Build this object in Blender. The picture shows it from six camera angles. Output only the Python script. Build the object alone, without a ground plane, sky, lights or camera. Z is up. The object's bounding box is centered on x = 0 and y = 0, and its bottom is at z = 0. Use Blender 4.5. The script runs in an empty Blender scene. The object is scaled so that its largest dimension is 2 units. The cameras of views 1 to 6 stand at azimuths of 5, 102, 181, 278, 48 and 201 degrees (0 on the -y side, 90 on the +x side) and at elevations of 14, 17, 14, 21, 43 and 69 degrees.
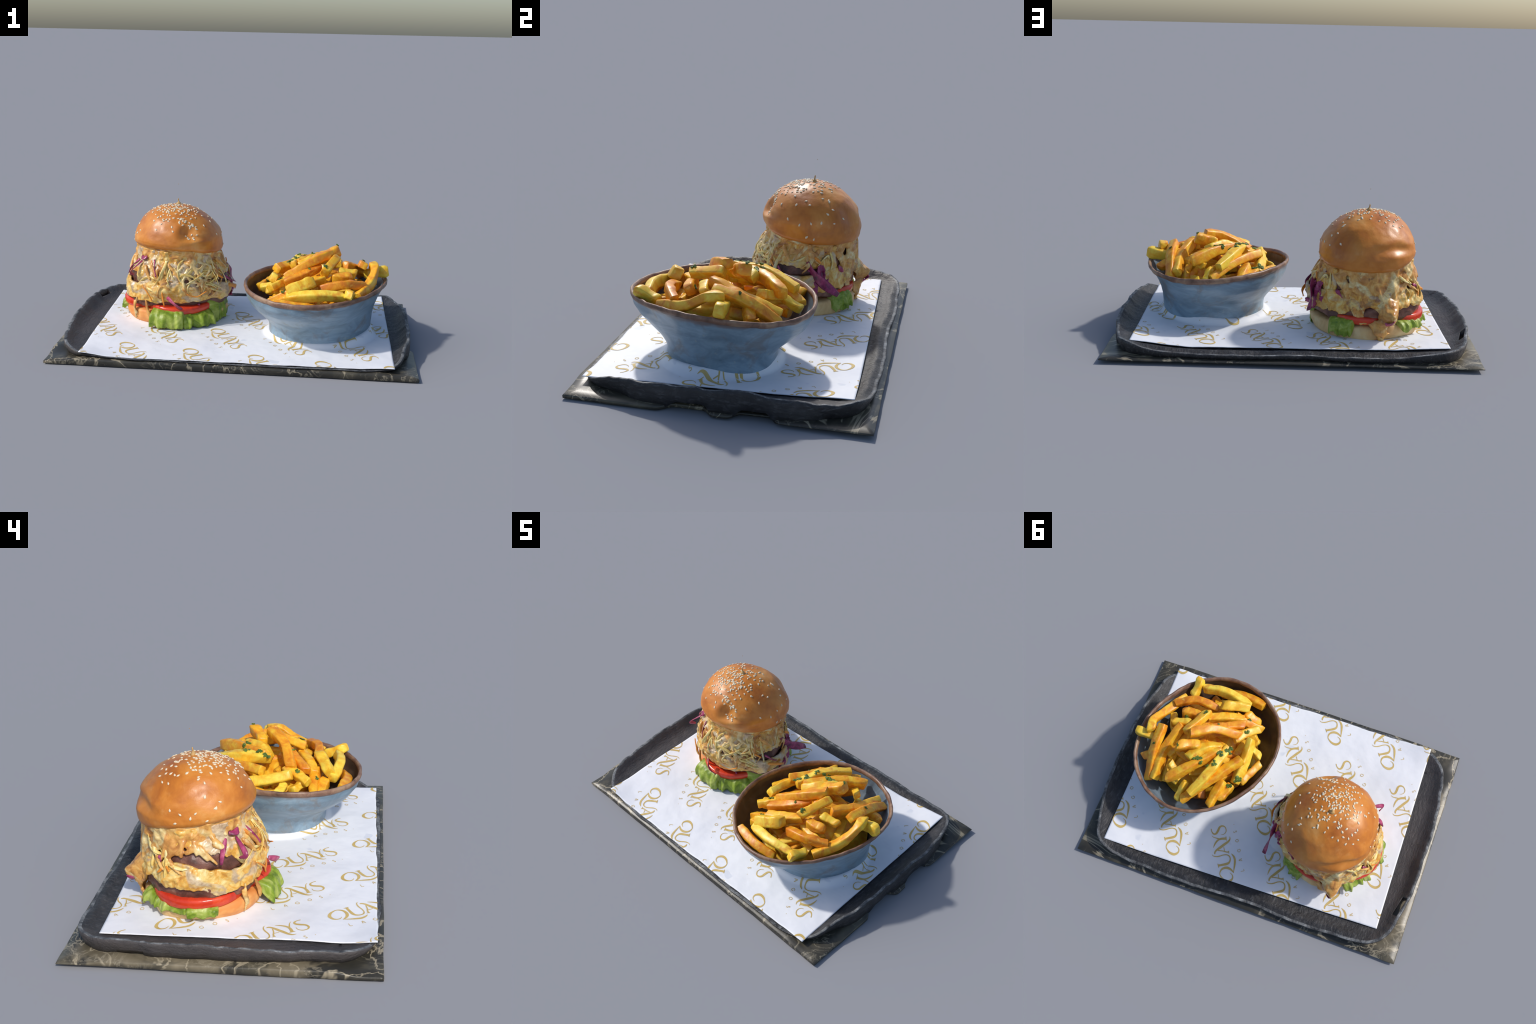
import bpy, bmesh, math, random
import numpy as np
from mathutils import Vector, Matrix, noise
from mathutils.bvhtree import BVHTree

RNG = random.Random(11)
TAU = 2 * math.pi
rad, deg = math.radians, math.degrees


# ------------------------------------------------------------------ helpers
def sm(a, b, x):
    t = min(1.0, max(0.0, (x - a) / (b - a)))
    return t * t * (3 - 2 * t)


def fbm(x, y, z, s, seed=0.0, octaves=3):
    v, amp, tot = 0.0, 1.0, 0.0
    for k in range(octaves):
        f = s * 2 ** k
        v += amp * noise.noise((x * f + seed, y * f + seed * 1.7, z * f - seed))
        tot += amp
        amp *= 0.5
    return v / tot


def periodic(table):
    """smooth periodic function of an azimuth in degrees from {azimuth: value}"""
    ks = sorted(table)
    vs = [table[k] for k in ks]
    n = len(ks)

    def f(a):
        a = (a - ks[0]) % 360 + ks[0]
        i = max(j for j in range(n) if ks[j] <= a)
        k0, k1 = ks[i], ks[(i + 1) % n] + (360 if i == n - 1 else 0)
        t = (a - k0) / (k1 - k0)
        p0, p1, p2, p3 = vs[i - 1], vs[i], vs[(i + 1) % n], vs[(i + 2) % n]
        return 0.5 * (2 * p1 + (p2 - p0) * t + (2 * p0 - 5 * p1 + 4 * p2 - p3) * t * t + (3 * p1 - p0 - 3 * p2 + p3) * t ** 3)
    return f


def lerp_table(xs, ys, x):
    return float(np.interp(x, xs, ys))


def catmull(pts, n):
    """n points along an open Catmull-Rom through tuples of any dimension"""
    P = [np.array(p, float) for p in pts]
    if len(P) == 2:
        return [P[0] + (P[1] - P[0]) * i / (n - 1) for i in range(n)]
    P = [2 * P[0] - P[1]] + P + [2 * P[-1] - P[-2]]
    out = []
    m = len(P) - 3
    for i in range(n):
        u = i / (n - 1) * m
        k = min(int(u), m - 1)
        t = u - k
        a, b, c, d = P[k:k + 4]
        out.append(0.5 * (2 * b + (c - a) * t + (2 * a - 5 * b + 4 * c - d) * t * t + (3 * b - a - 3 * c + d) * t ** 3))
    return out


def link(ob, parent=None):
    bpy.context.scene.collection.objects.link(ob)
    if parent:
        ob.parent = parent
    return ob


def mesh_object(name, verts, faces, mat, parent=None, smooth=True, origin=None):
    me = bpy.data.meshes.new(name)
    if origin is not None:
        verts = [(v[0] - origin[0], v[1] - origin[1], v[2] - origin[2]) for v in verts]
    me.from_pydata([tuple(map(float, v)) for v in verts], [], faces)
    me.validate()
    bm = bmesh.new()
    bm.from_mesh(me)
    bmesh.ops.recalc_face_normals(bm, faces=bm.faces)
    bm.to_mesh(me)
    bm.free()
    if smooth:
        me.polygons.foreach_set("use_smooth", [True] * len(me.polygons))
    for m in (mat if isinstance(mat, (list, tuple)) else [mat]):
        me.materials.append(m)
    ob = bpy.data.objects.new(name, me)
    if origin is not None:
        ob.location = origin
    return link(ob, parent)


def empty(name, loc, label, category):
    ob = bpy.data.objects.new(name, None)
    ob.location = loc
    ob["label"], ob["category"] = label, category
    return link(ob)


def keep_world(ob, parent):
    bpy.context.view_layer.update()
    ob.parent = parent
    ob.matrix_parent_inverse = Matrix.Translation(-Vector(parent.location))
    return ob


def apply_modifiers(ob):
    bpy.context.view_layer.update()
    dg = bpy.context.evaluated_depsgraph_get()
    me = bpy.data.meshes.new_from_object(ob.evaluated_get(dg))
    ob.modifiers.clear()
    ob.data = me
    me.polygons.foreach_set("use_smooth", [True] * len(me.polygons))


# ---------------------------------------------------------------- materials
class Nodes:
    def __init__(self, name, rough=0.5):
        self.m = bpy.data.materials.new(name)
        self.m.use_nodes = True
        self.t = self.m.node_tree
        self.b = self.t.nodes["Principled BSDF"]
        self.b.inputs["Roughness"].default_value = rough
        tc = self.t.nodes.new("ShaderNodeTexCoord")
        self.co = tc.outputs["Object"]

    def new(self, kind, **kw):
        n = self.t.nodes.new(kind)
        for k, v in kw.items():
            if k in n.inputs:
                self.put(n.inputs[k], v)
            else:
                setattr(n, k, v)
        return n

    def put(self, socket, v):
        if isinstance(v, bpy.types.NodeSocket):
            self.t.links.new(v, socket)
        else:
            socket.default_value = v

    def noise(self, scale, detail=4.0, rough=0.55, dist=0.0, co=None, stretch=None):
        co = co or self.co
        if stretch:
            mp = self.new("ShaderNodeMapping")
            mp.inputs["Scale"].default_value = stretch
            self.t.links.new(co, mp.inputs["Vector"])
            co = mp.outputs["Vector"]
        n = self.new("ShaderNodeTexNoise")
        self.put(n.inputs["Vector"], co)
        for k, v in (("Scale", scale), ("Detail", detail), ("Roughness", rough), ("Distortion", dist)):
            n.inputs[k].default_value = v
        return n.outputs["Fac"]

    def ramp(self, fac, stops):
        r = self.new("ShaderNodeValToRGB")
        e = r.color_ramp.elements
        while len(e) < len(stops):
            e.new(0.5)
        for el, (p, c) in zip(e, stops):
            el.position = p
            el.color = (*c, 1) if len(c) == 3 else c
        self.put(r.inputs["Fac"], fac)
        return r.outputs["Color"]

    def mask(self, fac, lo, hi):
        n = self.new("ShaderNodeMapRange")
        self.put(n.inputs["Value"], fac)
        n.inputs["From Min"].default_value = lo
        n.inputs["From Max"].default_value = hi
        n.interpolation_type = "SMOOTHSTEP"
        return n.outputs["Result"]

    def mix(self, fac, a, b):
        n = self.new("ShaderNodeMix", data_type="RGBA")
        self.put(n.inputs[0], fac)
        for s, v in ((n.inputs[6], a), (n.inputs[7], b)):
            self.put(s, (*v, 1) if isinstance(v, tuple) else v)
        return n.outputs[2]

    def math(self, op, a, b=0.0):
        n = self.new("ShaderNodeMath", operation=op)
        self.put(n.inputs[0], a)
        self.put(n.inputs[1], b)
        return n.outputs[0]

    def xyz(self):
        n = self.new("ShaderNodeSeparateXYZ")
        self.put(n.inputs[0], self.co)
        return n.outputs

    def color(self, c):
        self.put(self.b.inputs["Base Color"], (*c, 1) if isinstance(c, tuple) else c)

    def bump(self, h, strength=0.3, dist=0.004):
        n = self.new("ShaderNodeBump")
        n.inputs["Strength"].default_value = strength
        n.inputs["Distance"].default_value = dist
        self.put(n.inputs["Height"], h)
        self.put(self.b.inputs["Normal"], n.outputs["Normal"])

    def set(self, **kw):
        for k, v in kw.items():
            self.put(self.b.inputs[k.replace("_", " ")], v)


def simple(name, stops, scale, rough=0.5, detail=5.0, dist=0.6, bump=0.2, bscale=60, **kw):
    n = Nodes(name, rough)
    n.color(n.ramp(n.noise(scale, detail, 0.6, dist), stops))
    if bump:
        n.bump(n.noise(bscale, 4), bump)
    n.set(**kw)
    return n.m


def make_marble():
    n = Nodes("marble", 0.38)
    base = n.ramp(n.noise(2.6, 6, 0.6, 1.2), [(0.30, (0.020, 0.020, 0.017)), (0.52, (0.045, 0.041, 0.031)), (0.66, (0.105, 0.092, 0.062)), (0.8, (0.20, 0.17, 0.115))])
    v1 = n.math("ABSOLUTE", n.math("SUBTRACT", n.noise(2.3, 4, 0.55, 1.8), 0.5))
    v2 = n.math("ABSOLUTE", n.math("SUBTRACT", n.noise(6.0, 4, 0.6, 1.6), 0.5))
    some = n.mask(n.noise(3.1, 2, 0.5), 0.42, 0.62)
    x = n.xyz()
    tan = n.math("MULTIPLY", n.mask(n.noise(2.2, 4, 0.6, 0.6), 0.50, 0.56), n.mask(n.math("MULTIPLY", x[0], -1.0), 0.80, 0.95))
    base = n.mix(n.math("MULTIPLY", tan, 0.8), base, n.ramp(n.noise(14, 4), [(0.3, (0.15, 0.125, 0.08)), (0.7, (0.28, 0.235, 0.155))]))
    c = n.mix(n.math("SUBTRACT", 1.0, n.mask(v1, 0.0, 0.022)), base, (0.34, 0.29, 0.20))
    c = n.mix(n.math("MULTIPLY", n.math("MULTIPLY", n.math("SUBTRACT", 1.0, n.mask(v2, 0.0, 0.025)), some), 0.7), c, (0.32, 0.28, 0.20))
    n.color(c)
    n.bump(n.noise(30, 4), 0.15)
    return n.m


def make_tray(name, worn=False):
    n = Nodes(name, 0.52)
    n.set(Specular_IOR_Level=0.32)
    g = n.noise(7, 6, 0.65, 0.8)
    fine = n.noise(70, 3, 0.6, 0.4, stretch=(1.0, 0.35, 1.0))
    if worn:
        c = n.ramp(n.noise(16, 5, 0.7, 0.5), [(0.35, (0.03, 0.03, 0.033)), (0.52, (0.12, 0.125, 0.13)), (0.7, (0.33, 0.34, 0.34))])
    else:
        c = n.ramp(g, [(0.3, (0.020, 0.020, 0.022)), (0.55, (0.040, 0.039, 0.041)), (0.75, (0.075, 0.072, 0.073))])
        c = n.mix(n.math("MULTIPLY", n.mask(fine, 0.5, 0.75), 0.35), c, (0.16, 0.16, 0.165))
        x = n.xyz()
        end = n.math("MULTIPLY", n.mask(n.math("MULTIPLY", x[0], -1.0), 0.78, 0.86), 0.75)
        c = n.mix(end, c, n.ramp(n.noise(4, 4), [(0.3, (0.055, 0.052, 0.053)), (0.6, (0.092, 0.080, 0.077))]))
    n.color(c)
    n.bump(n.math("ADD", fine, n.math("MULTIPLY", g, 2.0)), 0.6, 0.008)
    return n.m


def make_paper():
    n = Nodes("waxed_paper", 0.55)
    c = n.ramp(n.noise(5, 5, 0.6), [(0.35, (0.80, 0.815, 0.86)), (0.6, (0.86, 0.87, 0.90))])
    spots = n.mask(n.noise(9, 2, 0.4), 0.70, 0.74)
    c = n.mix(n.math("MULTIPLY", spots, 0.5), c, (0.62, 0.66, 0.75))
    n.color(c)
    n.bump(n.noise(14, 4), 0.25, 0.008)
    return n.m


def make_glaze():
    n = Nodes("blue_grey_glaze", 0.32)
    c = n.ramp(n.noise(5, 6, 0.65, 1.0, stretch=(1, 1, 2.2)), [(0.28, (0.125, 0.185, 0.235)), (0.5, (0.205, 0.30, 0.385)), (0.72, (0.31, 0.43, 0.53))])
    c = n.mix(n.math("MULTIPLY", n.mask(n.noise(45, 3), 0.62, 0.72), 0.3), c, (0.42, 0.43, 0.38))
    c = n.mix(n.math("MULTIPLY", n.mask(n.noise(7, 5, 0.65, 1.0), 0.50, 0.68), 0.6), c, (0.20, 0.175, 0.15))
    x = n.xyz()
    band = n.math("ADD", x[2], n.math("MULTIPLY", n.math("SUBTRACT", n.noise(14, 4), 0.5), 0.05))
    c = n.mix(n.math("MULTIPLY", n.mask(band, 0.325, 0.352), 0.75), c, (0.19, 0.115, 0.085))
    n.color(c)
    n.bump(n.noise(22, 4), 0.25, 0.005)
    return n.m


def make_inner():
    n = Nodes("brown_inner_glaze", 0.4)
    g = n.noise(9, 6, 0.65, 0.8)
    brown = n.ramp(g, [(0.3, (0.040, 0.026, 0.019)), (0.55, (0.085, 0.055, 0.040)), (0.75, (0.145, 0.105, 0.075))])
    blue = n.ramp(g, [(0.3, (0.09, 0.12, 0.16)), (0.7, (0.21, 0.28, 0.35))])
    x = n.xyz()
    side = n.math("ADD", n.math("MULTIPLY", x[0], 0.75), n.math("MULTIPLY", x[1], 0.65))
    side = n.math("ADD", side, n.math("MULTIPLY", n.math("SUBTRACT", n.noise(6, 3), 0.5), 0.2))
    n.color(n.mix(n.mask(side, 0.30, 0.46), brown, blue))
    n.bump(n.noise(25, 4), 0.2)
    return n.m


def make_fry():
    n = Nodes("fried_potato", 0.38)
    info = n.new("ShaderNodeObjectInfo")
    f = n.math("ADD", n.math("MULTIPLY", n.noise(11, 5, 0.65, 0.8), 1.0), n.math("MULTIPLY", info.outputs["Random"], 0.30))
    c = n.ramp(f, [(0.38, (0.62, 0.16, 0.009)), (0.53, (0.80, 0.30, 0.014)), (0.66, (0.89, 0.48, 0.026)), (0.82, (0.93, 0.69, 0.075))])
    spots = n.mask(n.noise(30, 5, 0.7), 0.56, 0.72)
    c = n.mix(n.math("MULTIPLY", spots, 0.6), c, (0.94, 0.70, 0.14))
    c = n.mix(n.math("MULTIPLY", n.mask(n.noise(13, 3, 0.6), 0.56, 0.72), 0.7), c, (0.68, 0.20, 0.012))
    n.color(c)
    n.bump(n.noise(38, 5), 0.3, 0.004)
    n.set(Subsurface_Weight=0.0)
    return n.m


def make_bun_crust():
    n = Nodes("bun_crust", 0.42)
    c = n.ramp(n.noise(6, 5, 0.6, 0.5), [(0.3, (0.43, 0.120, 0.011)), (0.48, (0.59, 0.195, 0.020)), (0.62, (0.68, 0.26, 0.040)), (0.76, (0.76, 0.38, 0.11))])
    c = n.mix(n.math("MULTIPLY", n.mask(n.noise(17, 5, 0.65), 0.55, 0.8), 0.4), c, (0.74, 0.40, 0.14))
    c = n.mix(n.math("MULTIPLY", n.mask(n.noise(4, 4, 0.6, 0.6), 0.54, 0.70), 0.55), c, (0.36, 0.095, 0.012))
    n.color(c)
    n.bump(n.noise(26, 5, 0.65), 0.28, 0.006)
    n.set(Coat_Weight=0.15, Coat_Roughness=0.25)
    return n.m


def make_bottom_bun():
    n = Nodes("bun_crumb", 0.6)
    c = n.ramp(n.noise(7, 5, 0.6, 0.6), [(0.3, (0.56, 0.31, 0.11)), (0.5, (0.76, 0.50, 0.22)), (0.7, (0.84, 0.66, 0.36))])
    x = n.xyz()
    side = n.math("ADD", n.math("MULTIPLY", x[0], -0.45), n.math("MULTIPLY", x[1], -0.9))
    side = n.math("ADD", side, n.math("MULTIPLY", n.math("SUBTRACT", n.noise(9, 4), 0.5), 0.2))
    c = n.mix(n.mask(side, 0.19, 0.26), c, n.ramp(n.noise(12, 4), [(0.35, (0.70, 0.22, 0.045)), (0.65, (0.84, 0.42, 0.13))]))
    c = n.mix(n.math("MULTIPLY", n.mask(n.noise(8, 3, 0.5), 0.60, 0.66), 0.8), c, (0.74, 0.26, 0.06))
    n.color(c)
    n.bump(n.noise(30, 4), 0.2)
    return n.m


def make_leaf():
    n = Nodes("lettuce_leaf", 0.4)
    c = n.ramp(n.noise(13, 5, 0.6, 1.0), [(0.3, (0.11, 0.20, 0.012)), (0.48, (0.29, 0.41, 0.032)), (0.68, (0.58, 0.65, 0.17))])
    n.color(c)
    n.bump(n.noise(26, 4), 0.4, 0.006)
    tr = n.new("ShaderNodeBsdfTranslucent")
    n.put(tr.inputs["Color"], c)
    mx = n.new("ShaderNodeMixShader")
    mx.inputs[0].default_value = 0.22
    out = n.t.nodes["Material Output"]
    n.t.links.new(n.b.outputs[0], mx.inputs[1])
    n.t.links.new(tr.outputs[0], mx.inputs[2])
    n.t.links.new(mx.outputs[0], out.inputs["Surface"])
    return n.m


def make_cheese():
    n = Nodes("melted_cheese", 0.3)
    grey = n.ramp(n.noise(20, 5, 0.65, 0.8), [(0.3, (0.38, 0.24, 0.14)), (0.5, (0.60, 0.45, 0.28)), (0.7, (0.78, 0.68, 0.46))])
    gold = n.ramp(n.noise(16, 5, 0.65, 1.2), [(0.3, (0.50, 0.20, 0.035)), (0.45, (0.72, 0.38, 0.065)), (0.58, (0.80, 0.56, 0.18)), (0.74, (0.84, 0.72, 0.36))])
    c = n.mix(n.mask(n.noise(6.5, 3, 0.55, 1.0), 0.50, 0.60), gold, grey)
    c = n.mix(n.math("MULTIPLY", n.mask(n.noise(9, 4, 0.6, 0.5), 0.60, 0.70), 0.7), c, (0.27, 0.10, 0.045))
    n.color(c)
    n.bump(n.noise(45, 5), 0.35)
    return n.m


def make_sauce():
    n = Nodes("burger_sauce", 0.27)
    tan = n.ramp(n.noise(15, 5, 0.62, 1.0), [(0.30, (0.30, 0.11, 0.030)), (0.43, (0.56, 0.25, 0.060)), (0.56, (0.74, 0.40, 0.105)), (0.72, (0.83, 0.56, 0.22))])
    cream = n.ramp(n.noise(22, 5, 0.62, 1.2), [(0.32, (0.50, 0.29, 0.10)), (0.5, (0.77, 0.58, 0.25)), (0.68, (0.85, 0.76, 0.45))])
    c = n.mix(n.mask(n.noise(7, 3, 0.55, 1.2), 0.50, 0.60), tan, cream)
    c = n.mix(n.math("MULTIPLY", n.mask(n.noise(10, 4, 0.6, 0.8), 0.58, 0.68), 0.75), c, (0.20, 0.075, 0.030))
    c = n.mix(n.math("MULTIPLY", n.mask(n.noise(12, 3, 0.5, 0.5), 0.66, 0.72), 0.7), c, (0.78, 0.26, 0.03))
    n.color(c)
    n.bump(n.noise(34, 4), 0.3)
    return n.m


M = dict(
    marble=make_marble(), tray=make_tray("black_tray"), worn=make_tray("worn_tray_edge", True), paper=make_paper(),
    ink=simple("gold_ink", [(0.3, (0.56, 0.39, 0.11)), (0.7, (0.68, 0.50, 0.19))], 14, 0.6, bump=0),
    glaze=make_glaze(), inner=make_inner(),
    rim=simple("brown_rim_glaze", [(0.3, (0.10, 0.052, 0.032)), (0.5, (0.22, 0.12, 0.08)), (0.7, (0.38, 0.25, 0.16))], 14, 0.4),
    fry=make_fry(), crust=make_bun_crust(), crumb=make_bottom_bun(), leaf=make_leaf(),
    seed=simple("sesame", [(0.3, (0.72, 0.60, 0.40)), (0.7, (0.86, 0.78, 0.60))], 40, 0.45, bump=0),
    pick=simple("bamboo", [(0.3, (0.42, 0.25, 0.08)), (0.7, (0.58, 0.36, 0.14))], 30, 0.6),
    patty=simple("grilled_beef", [(0.3, (0.060, 0.024, 0.016)), (0.52, (0.17, 0.065, 0.045)), (0.7, (0.32, 0.16, 0.10)), (0.8, (0.5, 0.33, 0.2))], 14, 0.42, bump=0.6, bscale=45),
    cheese=make_cheese(),
    slaw=simple("slaw_dressing", [(0.26, (0.34, 0.16, 0.06)), (0.42, (0.62, 0.38, 0.13)), (0.58, (0.74, 0.57, 0.24)), (0.76, (0.82, 0.72, 0.42))], 14, 0.32, 6, 1.4, 0.4, 45),
    sauce=make_sauce(),
    tomato=simple("tomato_flesh", [(0.3, (0.52, 0.030, 0.012)), (0.6, (0.72, 0.060, 0.020)), (0.8, (0.78, 0.16, 0.06))], 12, 0.22, bump=0.15),
    cabbage=simple("white_cabbage", [(0.3, (0.68, 0.42, 0.09)), (0.5, (0.82, 0.62, 0.20)), (0.72, (0.88, 0.80, 0.48))], 26, 0.3),
    purple=simple("red_cabbage", [(0.3, (0.10, 0.015, 0.045)), (0.5, (0.34, 0.035, 0.115)), (0.68, (0.52, 0.10, 0.20)), (0.82, (0.74, 0.46, 0.40))], 22, 0.3),
    carrot=simple("carrot", [(0.3, (0.72, 0.20, 0.015)), (0.7, (0.86, 0.36, 0.04))], 20, 0.35),
    herb=simple("chopped_herb", [(0.3, (0.035, 0.075, 0.008)), (0.7, (0.15, 0.23, 0.03))], 30, 0.6),
)

# ------------------------------------------------------------- marble slab
HX, HY = 0.997, 0.677


def slab():
    th = 0.020
    n = 90
    edge = []
    for side in range(4):
        for i in range(n):
            t = -1 + 2 * i / n
            x, y = [(t, -1), (1, t), (-t, 1), (-1, -t)][side]
            X, Y = x * HX, y * HY
            w = 0.005 * fbm(X * 3, Y * 3, 0, 2.2, 4.0)
            if side == 1:   # gaps in the scanned edge beside the bulging end of the tray
                w -= 0.05 * (sm(-0.26, -0.18, Y) - sm(-0.06, 0.0, Y)) + 0.05 * (sm(0.06, 0.11, Y) - sm(0.24, 0.28, Y))
            edge.append((X + (w if side == 1 else -w if side == 3 else 0), Y + (w if side == 2 else -w if side == 0 else 0)))
    m = len(edge)
    def lift(x, y):
        west = sm(-0.93, -0.985, x) * sm(0.60, 0.45, abs(y)) * 0.018
        south = sm(-0.63, -0.67, y) * sm(0.96, 0.80, abs(x)) * 0.014
        return max(west, south)
    rings = [(0.985, 0.0), (0.999, 0.003), (1.0, th - 0.004), (0.996, th), (0.94, th + 0.004), (0.86, th + 0.006), (0.5, th), (0.02, th)]
    V, F = [], []
    for k, (s, z) in enumerate(rings):
        for x, y in edge:
            zz = z
            if 2 <= k <= 4:
                zz += lift(x, y)
            if k >= 2:
                zz += 0.003 * fbm(x * s, y * s, 0, 5, 2.0) + 0.006 * sm(0.0, 1.0, y)
            zz += 0.014 * sm(-0.3, 0.66, y) if k < 2 else 0
            V.append((x * s, y * s, max(0.0, zz)))
    for k in range(len(rings) - 1):
        for i in range(m):
            j = (i + 1) % m
            F.append((k * m + i, k * m + j, (k + 1) * m + j, (k + 1) * m + i))
    F.append(tuple(range(m))[::-1])
    F.append(tuple((len(rings) - 1) * m + i for i in range(m)))
    ob = mesh_object("marble_slab", V, F, M["marble"])
    ob["label"], ob["category"] = "thin dark marble slab with cream veins", "slab"
    return ob


# -------------------------------------------------------------------- tray
rim_z = periodic({0: 0.121, 6: 0.132, 11: 0.118, 18: 0.113, 26: 0.098, 34: 0.098, 42: 0.066, 55: 0.055, 90: 0.056, 115: 0.055, 132: 0.062, 142: 0.088, 150: 0.102, 160: 0.117, 170: 0.124, 180: 0.119,
                  190: 0.110, 200: 0.100, 207: 0.092, 213: 0.072, 219: 0.054, 235: 0.044, 270: 0.042, 300: 0.043, 320: 0.044, 325: 0.048, 328: 0.064, 333: 0.094, 339: 0.108, 350: 0.119})


def tray_outline(a):
    """rounded rectangle with bulging ends; a is the azimuth in degrees"""
    c, s = math.cos(rad(a)), math.sin(rad(a))
    hx = 0.985 if c > 0 else 0.985
    hy = 0.655 if s > 0 else 0.662
    p = 9.0
    r = (abs(c / hx) ** p + abs(s / hy) ** p) ** (-1 / p)
    x, y = r * c, r * s
    # the ends bow outwards: their corners sit further in
    k = 0.045 * sm(0.15, 0.62, abs(y)) * sm(0.6, 0.95, abs(x))
    x -= math.copysign(k, x)
    x += 0.014 * math.copysign(1, x) * (fbm(x, y, 0, 8.0, 3.0) - 0.25) * sm(0.7, 0.95, abs(x))
    y += 0.018 * fbm(x, y, 0, 5.0, 9.0) * sm(0.5, 0.62, abs(y))
    return x, y


def lie_of_sheet(x, y):
    """height of the tray floor under the sheet: the ends curve up"""
    z = 0.059 - 0.010 * sm(-0.35, -0.65, y) + 0.006 * sm(0.2, 0.55, y)
    z += 0.036 * sm(0.5, 0.95, x) * min(1.1, max(0.0, (y + 0.68) / 1.22))
    z += 0.013 * sm(-0.50, -0.86, x) * sm(-0.6, -0.1, y)
    z += 0.020 * math.exp(-((x + 0.82) ** 2 + (y + 0.65) ** 2) / 0.13 ** 2)
    z += 0.009 * math.exp(-((x - 0.86) ** 2 + (y + 0.63) ** 2) / 0.09 ** 2)
    return z


def floor_z(x, y):
    return lie_of_sheet(x, y) - 0.010 - 0.009 * math.exp(-((x - 0.86) ** 2 + (y + 0.63) ** 2) / 0.12 ** 2)




def tray():
    root = empty("serving_tray", (0, 0, 0.012), "black rectangular serving tray with uneven raised rim", "tray")
    # azimuths spaced evenly along the perimeter
    dense = [tray_outline(i * 0.1) for i in range(3600)]
    L = np.r_[0, np.cumsum([math.dist(dense[i], dense[(i + 1) % 3600]) for i in range(3600)])]
    n = 460
    az = np.interp(np.arange(n) / n * L[-1], L, np.arange(3601) * 0.1)
    # profile: (inset from outline, height fraction 0 floor..1 rim, absolute z offset)
    prof = [("b", 0.060), ("b", 0.028), ("w", 0.45), ("w", 0.85), (0.004, 0.97), (0.011, 1.0), (0.020, 0.95), (0.034, 0.68), (0.052, 0.36), (0.070, 0.14), (0.095, 0.02), (0.16, 0.0), (0.23, 0.0), (0.30, 0.0)]
    V, F, mi = [], [], []
    for a in az:
        x, y = tray_outline(a)
        rz = rim_z(a) + (0.009 * fbm(x, y, 0, 8, 5.0) + 0.014 * (abs(fbm(x, y, 0, 13, 15.0)) - 0.15) * sm(0.8, 0.9, abs(x))) * sm(-0.62, -0.5, y)
        lo = 0.018 + 0.018 * sm(-0.93, -0.97, x) * sm(0.60, 0.45, abs(y)) + 0.012 * sm(-0.60, -0.65, y) * sm(0.95, 0.8, abs(x))
        east = sm(0.93, 0.96, x) * sm(0.52, 0.42, abs(y))
        if x > 0.8:
            lo += -0.015 * east + 0.042 * max(sm(-0.24, -0.16, y) - sm(-0.05, 0.0, y), sm(0.07, 0.12, y) - sm(0.22, 0.27, y))
        nx, ny = (math.copysign(1, x), 0) if abs(x) / 0.985 > abs(y) / 0.66 else (0, math.copysign(1, y))
        # blend the inward direction round the corners
        ax, ay = max(0, abs(x) - 0.80), max(0, abs(y) - 0.50)
        d = math.hypot(ax, ay) or 1
        ix, iy = -math.copysign(ax / d, x), -math.copysign(ay / d, y)
        for p, q in prof:
            if p == "b":
                ins, z = q - 0.024 * east, lo
            elif p == "w":
                ins, z = 0.026 * (1 - q) ** 1.5 * (1 - east), lo + (rz - lo) * q
            else:
                fl = floor_z(x + ix * p, y + iy * p)
                ins, z = p, fl + (rz - fl) * q
            px, py = x + ix * ins, y + iy * ins
            if p not in ("b", "w") and ins > 0.02:
                long_side = sm(0.45, 0.56, abs(py)) * (1 if py > 0 else 0) * sm(0.86, 0.7, abs(px)) if True else 0
                z += 0.012 * long_side * math.exp(-((ins - 0.045) / 0.02) ** 2) - 0.006 * long_side * math.exp(-((ins - 0.085) / 0.012) ** 2)
                z += 0.003 * fbm(px, py, 0, 14, 1.0)
            V.append((px, py, z))
    k = len(prof)
    for i in range(n):
        j = (i + 1) % n
        for r in range(k - 1):
            F.append((i * k + r, j * k + r, j * k + r + 1, i * k + r + 1))
            mi.append(1 if r in (4, 5) else 0)
    F.append(tuple(i * k + k - 1 for i in range(n)))
    mi.append(0)
    F.append(tuple(i * k for i in range(n))[::-1])
    mi.append(0)
    me = bpy.data.meshes.new("tray_body")
    me.from_pydata(V, [], F)
    me.materials.append(M["tray"])
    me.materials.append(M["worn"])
    me.polygons.foreach_set("material_index", mi)
    me.polygons.foreach_set("use_smooth", [True] * len(mi))
    ob = link(bpy.data.objects.new("tray_body", me))
    # slot in the handle end
    bm = bmesh.new()
    bmesh.ops.create_cube(bm, size=1)
    cm = bpy.data.meshes.new("slot_cutter")
    bm.to_mesh(cm)
    bm.free()
    cut = link(bpy.data.objects.new("slot_cutter", cm))
    cut.scale = (0.026, 0.12, 0.2)
    cut.rotation_euler = (0, 0, rad(-14))
    cut.location = (-0.925, 0.365, 0.10)
    md = ob.modifiers.new("slot", "BOOLEAN")
    md.object = cut
    md.operation = "DIFFERENCE"
    md.solver = "EXACT"
    apply_modifiers(ob)
    bpy.data.objects.remove(cut)
    keep_world(ob, root)
    return root


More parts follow.
